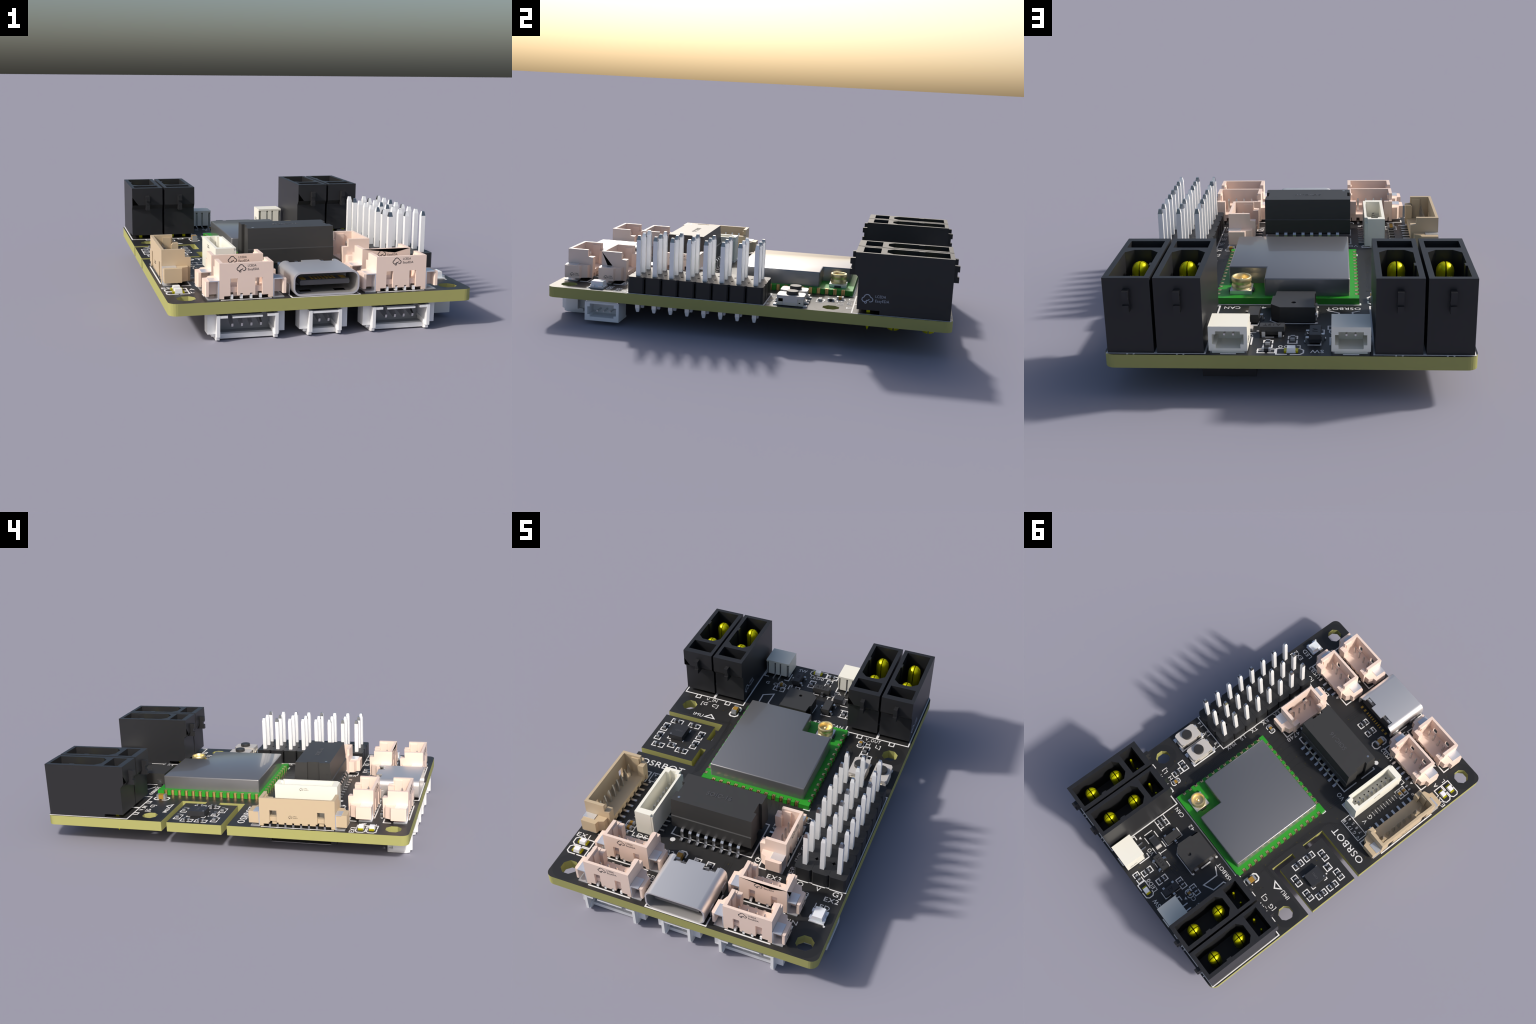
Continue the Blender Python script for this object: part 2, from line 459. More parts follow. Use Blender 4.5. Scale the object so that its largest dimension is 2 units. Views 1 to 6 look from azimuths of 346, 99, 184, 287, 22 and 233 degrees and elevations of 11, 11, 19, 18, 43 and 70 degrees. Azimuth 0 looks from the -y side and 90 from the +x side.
# vertical socket outlines: front bar and back corners
def socket_marks(x, y, rot, hw, wing):
    c, s = math.cos(math.radians(rot)), math.sin(math.radians(rot))
    T = lambda pts: [(x + a * c - b * s, y + a * s + b * c) for a, b in pts]
    line(T([(-hw + 0.25, -0.12), (hw - 0.25, -0.12)]), 0.2)
    for d in (1, -1):
        line(T([(d * wing, 2.55), (d * wing, 3.68), (d * (hw - 0.8), 3.68)]), 0.2)
for x, y in ((-10.5, -29.45), (-10.5, -24.02), (10.5, -29.45), (10.5, -24.02)):
    socket_marks(x, y, 0, 3.5, 5.0)
socket_marks(10.9, -12.75, 90, 3.5, 5.0)
socket_marks(-19.9, -13.05, -90, 6.0, 7.5)
# vertical fine-pitch socket
line([(-12.1, -7.55), (-8.95, -7.55), (-8.95, -8.25)], 0.18)
line([(-11.9, -18.65), (-9.0, -18.65), (-9.0, -18.0)], 0.18)
# wide package outline
line([(-5.9, -9.35), (-7.3, -9.35), (-7.3, -12.1)], 0.2)
line([(-7.3, -13.4), (-7.3, -16.35), (-6.9, -16.35)], 0.2)
line([(-5.9, -9.35), (5.6, -9.35)], 0.2)
line([(-6.9, -16.42), (5.3, -16.42)], 0.16)
line([(5.6, -9.5), (5.6, -16.42), (5.2, -16.42)], 0.2)
# type-c socket outline
line([(-4.58, -28.3), (-4.58, -30.05), (4.6, -30.05), (4.6, -28.5)], 0.2)
for d in (-4.58, 4.62):
    line([(d, -26.3), (d, -24.35)], 0.2)
# two status lamps beside the corner hole
for yc in (-22.83, -24.53):
    line([(-18.25, yc + .74), (-17.1, yc + .74), (-17.1, yc - .74), (-18.25, yc - .74)], 0.17)
    line([(-18.62, yc + .74), (-19.65, yc + .74), (-20.02, yc + .4), (-20.02, yc - .4), (-19.65, yc - .74), (-18.62, yc - .74)], 0.17)
line([(0.3, 29.5), (1.45, 29.5), (1.45, 28.03), (-0.15, 28.03)], 0.16)
line([(-0.15, 29.56), (-1.2, 29.52), (-1.55, 29.1), (-1.55, 28.4), (-1.15, 28.03), (-0.75, 28.03)], 0.16)
# chip-part brackets: x, y, turn
RES = [(-12.73, 3.01, 90), (-12.74, 5.44, 90), (-14.08, 0.91, 0), (-18.35, 0.92, 0), (-19.23, 3.03, 90), (-19.23, 5.45, 90),
       (-17.97, 7.36, 0), (-14.79, 7.37, 0), (0.65, -20.42, 90), (-1.39, -20.42, 90), (14.41, 10.38, 0), (13.99, 11.97, 90),
       (2.51, 26.77, 90), (2.56, 28.62, 0), (-0.23, 25.58, 90), (-2.79, 23.27, 0), (-5.19, 22.14, 0), (7.75, 19.6, 90)]
for x, y, r in RES:
    brackets(x, y, r, 0.97, 0.5, 0.22)
line([(9.0, 20.55), (6.9, 20.55)], 0.15)
line([(9.2, 18.65), (7.0, 18.65)], 0.15)
CAPS = [(12.75, 13.25, 90, 0.8, 0.45), (-5.13, 23.27, 0, 0.74, 0.5), (10.35, -6.4, 0, 0.85, 0.5)]
for x, y, r, h, s in CAPS:
    round_brackets(x, y, r, h, s, 0.22, 0.15, 0.22)
round_brackets(-3.97, -20.28, 90, 1.36, 0.7, 0.3, 0.2, 0.35)
round_brackets(-9.85, 13.45, 90, 1.3, 0.72, 0.35, 0.24, 0.35)
# sensor-chip corner ticks, box of the tiny part beside it
line([(-16.75, 1.05), (-15.62, 1.05), (-15.62, 2.18), (-16.75, 2.18)], 0.16, closed=True)
line([(-17.1, 2.95), (-17.65, 2.95), (-17.65, 3.5)], 0.16)
line([(-17.65, 5.5), (-17.65, 6.05), (-17.1, 6.05)], 0.16)
line([(-14.85, 6.1), (-14.85, 5.6)], 0.16)
line([(-14.85, 3.3), (-14.85, 3.0)], 0.16)
# pair box
line([(-12.9, -18.2), (-14.53, -18.2), (-14.53, -16.4), (-12.9, -16.4)], 0.16, closed=True)
line([(-14.45, -17.3), (-12.98, -17.3)], 0.14)
# resistor comb beside the tan socket
for k in range(5):
    y = -11.16 - 1.28 * k
    for d in (0.34, -0.34):
        line([(-13.28, y + d), (-14.07, y + d)], 0.11)
# buttons
for x in (18.25, 14.65):
    line([(x - 0.9, 8.84), (x - 1.55, 8.84), (x - 1.55, 4.3), (x - 1.2, 4.3)], 0.22)
# buzzer
line([(2.55, 18.0), (2.7, 20.1), (1.75, 20.95), (-2.75, 20.95)], 0.15)
line([(-2.85, 18.95), (-2.85, 17.2)], 0.24)
dot(-2.82, 20.75, 0.2); dot(-2.82, 15.75, 0.22)
# star-like emblem outline
line([(-4.15, 16.95), (-5.5, 17.66), (-5.45, 20.47), (-7.2, 19.6), (-7.13, 17.45), (-7.95, 17.05)], 0.2)
# small package outlines
line([(5.76, 18.15), (4.06, 18.15), (4.05, 19.2)], 0.15)
line([(4.05, 20.25), (4.06, 21.28), (5.77, 21.28)], 0.15)
for a, b in (((8.05, 21.9), (8.05, 23.4)), ((7.65, 21.65), (6.45, 21.65)), ((7.65, 23.67), (6.4, 23.67)),
             ((5.35, 21.64), (4.15, 21.64)), ((5.3, 23.66), (4.15, 23.66)), ((3.68, 21.9), (3.72, 23.2)), ((4.02, 23.18), (3.3, 23.18))):
    line([a, b], 0.15)
line([(1.9, 23.05), (0.95, 23.05), (0.9, 24.65)], 0.15)
line([(2.0, 24.9), (3.1, 24.9)], 0.12)
line([(-2.0, 27.0), (-3.42, 27.0), (-3.42, 26.0)], 0.15)
line([(-3.42, 24.95), (-3.42, 24.0)], 0.15)
# horizontal socket outlines at the back edge
for c in (6.72, -6.78):
    for d in (1, -1):
        line([(c + d * 1.55, 24.95), (c + d * 2.3, 24.95), (c + d * 2.3, 26.95)], 0.18)
    line([(c - 0.8, 29.42), (c + 0.8, 29.42)], 0.18)
    for d in (-0.45, 0.55):
        line([(c + d, 25.2), (c + d, 24.5)], 0.1)
line([(2.75, 28.5), (3.6, 28.5)], 0.14)
place("printed_outline", marks.mesh("printed_outline"), board, kind="stuff")

# --------------------------------------------------------------- maker's emblem
def emblem(mat, w, text_h=None):
    """cloud line drawing with two words right of it, in the x-z plane facing -y"""
    p = Part()
    h = w * 0.80
    pts = [(0.30, 0.12), (0.12, 0.20), (0.02, 0.38), (0.06, 0.56), (0.20, 0.68), (0.28, 0.88), (0.44, 0.99), (0.60, 0.96), (0.72, 0.82),
           (0.77, 0.70), (0.92, 0.60), (0.99, 0.42), (0.94, 0.26), (0.82, 0.17), (0.70, 0.18)]
    put = lambda a, b, hh: (a, -hh, b)
    p.strip([(a * w, b * h) for a, b in pts], w * 0.075, -0.02, 0.012, mat, plane=put)
    p.strip([(w * a, h * b) for a, b in ((0.40, 0.20), (0.46, 0.33), (0.54, 0.30), (0.66, 0.44))], w * 0.075, -0.02, 0.0135, mat, plane=put)
    p.strip([(w * (0.36 + 0.09 * math.cos(t)), h * 0.09 + w * 0.09 * math.sin(t)) for t in [2 * math.pi * i / 10 for i in range(10)]],
            w * 0.06, -0.02, 0.015, mat, closed=True, plane=put)
    up = Matrix.Rotation(math.radians(90), 4, 'X')
    th = text_h or w * 0.24
    for word, zc, wd in (("LCEDA", 0.83, 0.92), ("EasyEDA", 0.33, 1.22)):
        q = lettering(word, th, mat, wd * w, thick=0.012)
        p.merge(q.turned(up, (w * 1.2 + wd * w / 2, 0, h * zc)))
    return p

emblem_dark = emblem("dark", 1.2).mesh("maker_emblem")
emblem_small = emblem("dark", 0.62).mesh("maker_emblem")
emblem_grey = emblem("grey", 1.62).mesh("maker_emblem")

# -------------------------------------------------------- vertical wire sockets
def vertical_socket(n, plastic):
    """returns meshes of housing, solder tab (right), contact; front wall at y = 0"""
    hw = 3.5 + 0.625 * (n - 4)
    xs = [(i - (n - 1) / 2) * 1.25 for i in range(n)]
    h = Part()
    top = 4.72
    wc, ww = (hw - 1.88, 0.47) if n == 4 else (hw - 2.2, 0.58)
    # front wall: feet, notches over the contacts, two windows
    edge = [(-hw, 0.12), (-hw + 0.6, 0.12), (-hw + 0.6, 0.42)]
    cuts = [(x - 0.17, x + 0.17, 0.78) for x in xs] + [(s * wc - ww, s * wc + ww, 2.74) for s in (-1, 1)]
    bounds = sorted({-hw + 0.6, hw - 0.6, *[c for a, b, _ in cuts for c in (a, b)]})
    prev = 0.42
    for a, b in zip(bounds, bounds[1:]):
        mid = (a + b) / 2
        lvl = max([0.5] + [z for c0, c1, z in cuts if c0 < mid < c1])
        edge += [(a, lvl), (b, lvl)]
    edge += [(hw - 0.6, 0.42), (hw - 0.6, 0.12), (hw, 0.12), (hw, top), (-hw, top)]
    clean = []
    for q in edge:
        if not clean or (abs(q[0] - clean[-1][0]) + abs(q[1] - clean[-1][1])) > 1e-6:
            clean.append(q)
    h.prism(clean, 0.0, 0.40, plastic, axis='y')
    for s in (-1, 1):
        side = [(0.40, 0.3), (0.40, top), (3.18, top), (3.2, 3.66), (4.0, 3.58), (3.9, 0.3)]
        a, b = sorted((s * hw, s * (hw - 0.5)))
        h.prism(side, a, b, plastic, axis='x')
        a, b = sorted((s * (hw - 0.5), s * (hw - 1.25)))
        h.prism([(2.95, 1.4), (2.95, 3.3), (3.15, 3.56), (3.96, 3.56), (3.9, 1.4)], a, b, plastic, axis='x')
        a, b = sorted((s * (hw - 0.5), s * (hw - 0.68)))      # guide rib inside
        h.box(a, b, 1.7, 2.95, 1.4, top - 0.35, plastic)
        # wing: solid rear, hollow front
        X = lambda v: s * (hw + v)
        yw = 1.25 if n == 4 else 0.12
        poly = [(X(0), yw), (X(1.8), yw), (X(1.8), 2.5), (X(1.2), 2.62), (X(0.85), 3.45), (X(0), 3.55)]
        h.prism(poly if s > 0 else poly[::-1], 0.5, 2.44, plastic)
        a, b = sorted((X(1.3), X(1.8)))
        if n == 4:
            h.prism([(a, 0.32), (a + 0.1, 0.12), (b - 0.05, 0.1), (b, 0.2), (b, 1.25), (a, 1.25)], 0.5, 2.44, plastic)
    # floor block with the open back, comb of slots under it
    h.box(-hw + 0.5, hw - 0.5, 0.40, 3.7, 0.85, 1.4, plastic)
    for i in range(n + 1):
        x = (i - n / 2) * 1.25
        a, b = max(-hw + 0.5, x - 0.36), min(hw - 0.5, x + 0.36)
        if b > a:
            h.box(a, b, 0.6, 3.66, 0.3, 0.85, plastic)
    # slots seen inside the front wall (roots of the windows)
    for s in (-1, 1):
        h.box(s * wc - ww, s * wc + ww, 0.405, 0.9, 0.9, 1.55, plastic)
    t = Part()
    for s in (-1, 1):
        X = lambda v: s * (hw + v)
        for x0, x1, y0, y1, z0, z1 in ((0.02, 1.28 if n == 4 else 1.0, 0.03, 1.9, 2.40, 2.52), (0.02, 0.16, 0.03, 1.24, 0.1, 2.40), (0.02, 1.5, 0.0, 2.1, 0.02, 0.13)):
            a, b = sorted((X(x0), X(x1)))
            t.box(a, b, y0, y1, z0, z1, "tab")
    c = Part()
    c.box(-0.15, 0.15, 1.48, 1.78, 1.4, 3.15, "tin")
    c.taper(-0.15, 0.15, 1.48, 1.78, 3.15, 3.5, 0.08, 0.08, "tin")
    c.box(-0.18, 0.18, 3.4, 4.65, 0.02, 0.32, "tin")
    c.box(-0.16, 0.16, 0.06, 0.6, 0.08, 0.62, "pin")
    if n == 8:
        c = Part()
        c.prism([(1.35, 1.4), (1.9, 1.4), (1.85, 2.6), (1.62, 3.75), (1.45, 3.4), (1.3, 2.4)], -0.14, 0.14, "tin", axis='x')
        c.box(-0.2, 0.2, 3.4, 4.7, 0.02, 0.34, "tin")
        c.box(-0.16, 0.16, 0.06, 0.6, 0.08, 0.45, "tin")
    return h.mesh("wire_socket"), t.mesh("solder_tab"), c.mesh("socket_contact"), xs, hw

def put_vertical(meshes, x, y, rot, label_front=True):
    hm, tm, cm, xs, hw = meshes
    ob = place("wire_socket", hm, root, (x, y, ZT), rot)
    place("solder_tab", tm, ob)
    for px in xs:
        place("socket_contact", cm, ob, (px, 0, 0))
    if len(xs) == 4:
        place("maker_emblem", emblem_dark, ob, (-1.28, 0, 3.55))
    else:
        place("maker_emblem", emblem_small, ob, (-1.35, 0, 1.5))
    return ob

peach4 = vertical_socket(4, "peach")
for x, y, r in ((-10.5, -29.45, 0), (-10.5, -24.02, 0), (10.5, -29.45, 0), (10.5, -24.02, 0), (10.9, -12.75, 90)):
    o = put_vertical(peach4, x, y, r)
    if r == 0:
        # small emblem on the right wing end
        place("maker_emblem", emblem_small, o, (5.31, 1.0, 0.85), 90)
    if (x, y) == (10.5, -24.02):      # black shading streaks modelled as thin slivers on this socket
        w = Part()
        w.prism([(-3.42, 4.68), (1.2, 4.12), (3.45, 4.68)], -0.013, 0.02, "gap", axis='y')
        w.prism([(0.03, 4.62), (0.95, 2.56), (1.75, 2.56)], 3.48, 3.513, "gap", axis='x')
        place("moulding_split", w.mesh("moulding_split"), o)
put_vertical(vertical_socket(8, "tan"), -19.9, -13.05, -90)

# ------------------------------------------------- fine-pitch cream tall socket
def tall_socket():
    p = Part()
    x0, x1, y0, y1, top = -12.22, -9.28, -17.92, -7.6, 9.68
    outer = [(x0, y0), (x1 - 0.35, y0), (x1 - 0.35, y0 + 0.35), (x1, y0 + 0.35), (x1, y1 - 0.75), (x1 - 0.45, y1 - 0.75), (x1 - 0.45, y1), (x0, y1)]
    cav = [(-11.80, -16.95), (-9.75, -16.95), (-9.62, -16.6), (-9.62, -8.95), (-9.85, -8.6), (-10.25, -8.6), (-10.25, -8.1), (-11.25, -8.1), (-11.25, -8.6), (-11.80, -8.6)]
    p.pockets([(5.4, outer), (top, outer)], [(cav, 6.6)], "cream")
    # lowered end ledge and rim chamfers
    p.box(x1 - 0.35, x1 - 0.03, y0 + 0.02, y0 + 0.35, 5.45, 9.35, "cream")
    p.box(x1 - 0.45, x1 - 0.1, y1 - 0.75, y1 - 0.05, 5.45, 9.0, "cream")
    o = place("tall_wire_socket", p.mesh("tall_wire_socket"), root)
    blade = Part()
    blade.prism([(-11.15, 6.6), (-10.55, 6.6), (-10.6, 7.4), (-10.75, 8.1), (-11.0, 8.1), (-11.15, 7.5)], -0.12, 0.12, "tin", axis='y')
    blade.box(-10.3, -10.05, -0.1, 0.1, 6.58, 6.66, "dark")
    blade.box(-9.3, -8.45, -0.13, 0.13, 5.32, 5.56, "tin")
    bm = blade.mesh("socket_contact")
    for k in range(8):
        place("socket_contact", bm, o, (0, -16.45 + 1.0 * k, 0))
    tab = Part()
    for y in (-18.0, -8.1):
        tab.box(-10.1, -9.0, y, y + 0.5, 5.32, 5.5, "tin")
    place("solder_tab", tab.mesh("solder_tab"), o)
    place("maker_emblem", emblem_small, o, (x0, -11.7, 8.75), -90)
tall_socket()

# ------------------------------------------------------ low horizontal sockets
def low_socket(n, plastic, zsign=1):
    """mouth faces +y at y = 0; body reaches back to y = -3.75; base at z = 0"""
    hw = 2.15 + 0.5 * (n - 2)
    p = Part()
    z0, z1 = 0.28, 3.17
    iw = hw - 0.78
    mouth = [(-iw, z0 + 0.3), (iw, z0 + 0.3), (iw, 1.05), (iw + 0.38, 1.05), (iw + 0.38, 2.25), (iw, 2.25), (iw, 2.6), (-iw, 2.6),
             (-iw, 2.25), (-iw - 0.38, 2.25), (-iw - 0.38, 1.05), (-iw, 1.05)]
    outer = [(-hw, z0), (hw, z0), (hw, z1), (-hw, z1)]
    p.prism(outer, -2.7, 0.0, plastic, axis='y', holes=[mouth])
    p.prism(outer, -2.9, -2.7, plastic, axis='y')
    # back: top lip, recessed ribs
    p.box(-hw, hw, -3.75, -2.9, z1 - 0.32, z1, plastic)
    p.box(-hw, -hw + 0.12, -3.5, -2.9, z0, z1 - 0.32, plastic)
    p.box(hw - 0.12, hw, -3.5, -2.9, z0, z1 - 0.32, plastic)
    xs = [(i - (n - 1) / 2) for i in range(n)]
    bounds = [-hw + 0.3] + xs + [hw - 0.3]
    for a, b in zip(bounds, bounds[1:]):
        p.box(a + 0.14, b - 0.14, -3.72, -2.9, z0 + 0.1, z1 - 0.32, plastic)
    p.box(-hw + 0.34, hw - 0.34, -0.6, -0.06, -0.05, z0, plastic)
    c = Part()
    for x in xs:
        c.box(x - 0.1, x + 0.1, -2.7, -0.9, 1.75, 1.97, "tin")
        c.box(x - 0.1, x + 0.1, -3.6, -3.4, 0.2, 2.6, "tin")
        c.box(x - 0.1, x + 0.1, -4.75, -3.4, 0.02, 0.2, "tin")
    for s in (-1, 1):
        a, b = sorted((s * (hw - 0.12), s * (hw - 0.34)))
        c.box(a, b, -0.5, -0.05, 0.0, 0.5, "tin")
        a, b = sorted((s * (hw - 0.14), s * (hw - 0.3)))
        c.box(a, b, -3.62, -3.4, 0.1, 2.6, "tin")
    return p, c

lp, lc = low_socket(2, "cream")
lpm, lcm = lp.mesh("low_wire_socket"), lc.mesh("socket_contact")
for x in (6.72, -6.78):
    o = place("low_wire_socket", lpm, root, (x, 29.25, ZT))
    place("socket_contact", lcm, o)
    place("maker_emblem", emblem_small, o, (-2.15, -0.6, 0.9), -90)
# the three-way one hangs under the board and looks right
flip = Matrix.Diagonal((1, 1, -1, 1))
lp, lc = low_socket(3, "white")
o = place("low_wire_socket", lp.turned(flip).mesh("low_wire_socket"), root, (20.15, -21.75, ZB + 0.02), -90)
place("socket_contact", lc.turned(flip).mesh("socket_contact"), o)

# --------------------------------------------- white sockets under the front edge
def under_socket(n):
    """mouth faces -y at y = 0; hangs from z = 0 down to -3.7"""
    hw = 4.03 if n == 4 else 2.21
    xs = [(i - (n - 1) / 2) * 1.25 for i in range(n)]
    p = Part()
    W = "white"
    for s in (-1, 1):
        a, b = sorted((s * hw, s * (hw - 0.42)))
        p.prism([(0.0, -0.3), (0.0, -3.08), (0.32, -3.14), (0.38, -3.55), (0.95, -3.7), (3.9, -3.7), (3.9, -0.25), (0.2, -0.25)], a, b, W, axis='x')
        a, b = sorted((s * (hw - 0.42), s * (hw - 0.58)))      # ledge along the inner side
        p.prism([(0.25, -3.1), (0.6, -3.1), (3.0, -2.45), (3.0, -2.1), (0.9, -2.4)], a, b, W, axis='x')
        # wings
        X = lambda v: s * (hw + v)
        a, b = sorted((X(0.0), X(1.05)))
        p.box(a, b, 0.97, 2.9, -2.88, -0.06, W)
        a, b = sorted((X(0.0), X(0.45)))
        p.box(a, b, 1.3, 3.6, -3.3, -2.88, W)
    iw = hw - 0.42
    p.box(-iw, iw, 1.2, 3.9, -3.6, -2.98, W)                     # lower plate
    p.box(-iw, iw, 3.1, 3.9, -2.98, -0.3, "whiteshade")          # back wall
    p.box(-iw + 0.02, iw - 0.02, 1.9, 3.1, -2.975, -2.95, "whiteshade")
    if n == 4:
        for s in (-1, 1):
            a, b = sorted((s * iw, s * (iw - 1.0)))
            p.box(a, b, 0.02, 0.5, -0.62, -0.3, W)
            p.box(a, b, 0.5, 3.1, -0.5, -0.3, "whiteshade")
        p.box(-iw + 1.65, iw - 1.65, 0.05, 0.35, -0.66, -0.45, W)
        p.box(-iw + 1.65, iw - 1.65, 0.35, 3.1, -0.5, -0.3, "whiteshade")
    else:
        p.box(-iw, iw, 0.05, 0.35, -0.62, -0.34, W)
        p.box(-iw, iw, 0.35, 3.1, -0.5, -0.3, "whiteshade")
    c = Part()
    for x in xs:
        c.prism([(0.7, -1.55), (0.78, -1.95), (1.3, -1.95), (3.1, -1.5), (3.1, -0.55), (2.3, -0.55)], x - 0.13, x + 0.13, "tin", axis='x')
        c.box(x - 0.13, x + 0.13, 3.9, 5.0, -0.3, -0.03, "tin")
    return p.mesh("underside_socket"), c.mesh("socket_contact")

u4, u2 = under_socket(4), under_socket(2)
for x, (hm, cm) in ((-10.45, u4), (10.45, u4), (-0.08, u2)):
    o = place("underside_socket", hm, root, (x, -30.17, ZB))
    place("socket_contact", cm, o)

# ------------------------------------------------------------- power connectors
def power_connector():
    p = Part()
    hw, T = 2.6, 8.86
    def loop(f):
        return [(-hw, f), (hw, f), (hw, 13.85), (-hw, 13.85)]
    slot = [(-2.05, 0.98), (2.05, 0.98), (2.05, 3.48), (-2.05, 3.48)]
    main = [(-1.02, 4.33), (0.98, 4.33), (1.95, 5.22), (1.95, 13.22), (-1.95, 13.22), (-1.95, 9.72), (-1.72, 9.72), (-1.72, 8.85), (-1.95, 8.85), (-1.95, 5.22)]
    p.pockets([(0.62, loop(0.62)), (5.2, loop(0.62)), (5.95, loop(0.0)), (T, loop(0.0))], [(slot, 2.2), (main, 2.2)], "housing")
    p.box(-hw, hw, 3.9, 13.85, 0.03, 0.62, "housing")
    # latch hooks front and back
    hook = [(0.0, 7.62), (0.86, 7.56), (0.86, 6.72), (0.56, 6.68), (0.56, 5.98), (0.84, 5.96), (0.84, 5.13), (0.0, 5.13)]
    p.prism([(13.85 + a, z) for a, z in hook], -0.35, 0.35, "housing", axis='x')
    p.prism([(-a if z > 5.95 or a else 0.62, z) for a, z in hook], -0.32, 0.32, "housing", axis='x')
    c = Part()
    def quarter(cx, cy, r, sx, sy, g=0.09):
        pts = [(g, g)]
        if r > g * 1.6:
            a0 = math.asin(g / r)
            for i in range(6):
                a = a0 + (math.pi / 2 - 2 * a0) * i / 5
                pts.append((r * math.cos(a), r * math.sin(a)))
        else:
            pts += [(g + 0.01 * math.cos(i * .3), g + 0.01 * math.sin(i * .3)) for i in range(6)]
        return [(cx + sx * a, cy + sy * b) for a, b in pts]
    R, ztip = 1.04, 8.0
    lev = [(-2.62, 0.55), (-2.45, 0.85), (-2.1, 1.0), (ztip - 1.05, R)] + [(ztip - 1.05 + 1.05 * math.sin(a), R * math.cos(a)) for a in (0.35, 0.7, 1.0, 1.25, 1.42)]
    for cy in (6.0, 11.0):
        for sx, sy in ((1, 1), (-1, 1), (-1, -1), (1, -1)):
            V, F = [], []
            for z, r in lev:
                V += [(x, y, z) for x, y in quarter(0, cy, r, sx, sy)]
            n = 7
            for l in range(len(lev) - 1):
                F += [(l * n + i, l * n + (i + 1) % n, (l + 1) * n + (i + 1) % n, (l + 1) * n + i) for i in range(n)]
            F += [tuple(range(n))[::-1], tuple((len(lev) - 1) * n + i for i in range(n))]
            c.add(V, F, "brass")
        c.lathe(0, cy, [(0.3, -2.4), (0.3, ztip - 1.0)], "gap", 8)
    for sx in (-1.02, 1.02):
        c.lathe(sx, 2.25, [(0.05, -2.62), (0.22, -2.2), (0.22, 6.5), (0.1, 6.75)], "brass", 10)
        c.box(sx - 0.25, sx + 0.25, 2.0, 2.5, 0.0, 0.6, "brass")
    # black shading at the left of the front face, modelled as a thin wedge
    w = Part()
    w.prism([(-hw + 0.03, 5.92), (-hw + 1.05, 5.95), (-hw + 0.03, 7.3)], -0.012, 0.02, "gap", axis='y')
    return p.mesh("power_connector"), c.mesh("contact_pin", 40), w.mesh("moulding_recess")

pc, pcc, pcw = power_connector()
for x in (-17.55, -12.0, 12.0, 17.55):
    o = place("power_connector", pc, root, (x, 15.55, ZT))
    place("contact_pin", pcc, o)
    place("maker_emblem", emblem_grey, o, (2.6, 1.25, 1.62), 90)
    if x in (-17.55, 12.0):
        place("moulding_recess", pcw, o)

# -------------------------------------------------------------------- pin header
def pin_header():
    p = Part()
    for i in range(3):
        for j in range(8):
            x, y = 13.9 + 2.54 * i, -16.5 + 2.54 * j
            a, c = 1.262, 0.28
            p.prism([(x - a + c, y - a), (x + a - c, y - a), (x + a, y - a + c), (x + a, y + a - c),
                     (x + a - c, y + a), (x - a + c, y + a), (x - a, y + a - c), (x - a, y - a + c)], ZT + 0.05, ZT + 2.52, "header")
    p.box(12.85, 20.03, -17.45, 2.25, ZT + 0.1, ZT + 2.2, "gap")
    h = place("pin_header", p.mesh("pin_header"), root)
    q = Part()
    a, t = 0.32, 0.13
    # tapered tip: two facets coloured darker for shade, varied by turning each pin
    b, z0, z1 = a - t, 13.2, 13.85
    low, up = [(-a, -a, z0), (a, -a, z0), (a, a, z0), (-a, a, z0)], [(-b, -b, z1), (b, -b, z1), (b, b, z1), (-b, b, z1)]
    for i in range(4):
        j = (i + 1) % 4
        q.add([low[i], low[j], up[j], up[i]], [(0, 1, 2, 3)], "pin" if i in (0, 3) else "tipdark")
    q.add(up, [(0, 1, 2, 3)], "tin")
    q.box(-a, a, -a, a, 2.9, 13.2, "pin")
    V = [(-a, -a, 2.9), (a, -a, 2.9), (a, a, 2.9), (-a, a, 2.9), (-a + t, -a + t, 2.25), (a - t, -a + t, 2.25), (a - t, a - t, 2.25), (-a + t, a - t, 2.25)]
    q.add(V, [(0, 1, 5, 4), (1, 2, 6, 5), (2, 3, 7, 6), (3, 0, 4, 7), (4, 5, 6, 7)], "pin")
    pm = q.mesh("header_pin")
    for i in range(3):
        for j in range(8):
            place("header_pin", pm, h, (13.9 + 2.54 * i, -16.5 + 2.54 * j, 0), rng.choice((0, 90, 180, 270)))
pin_header()

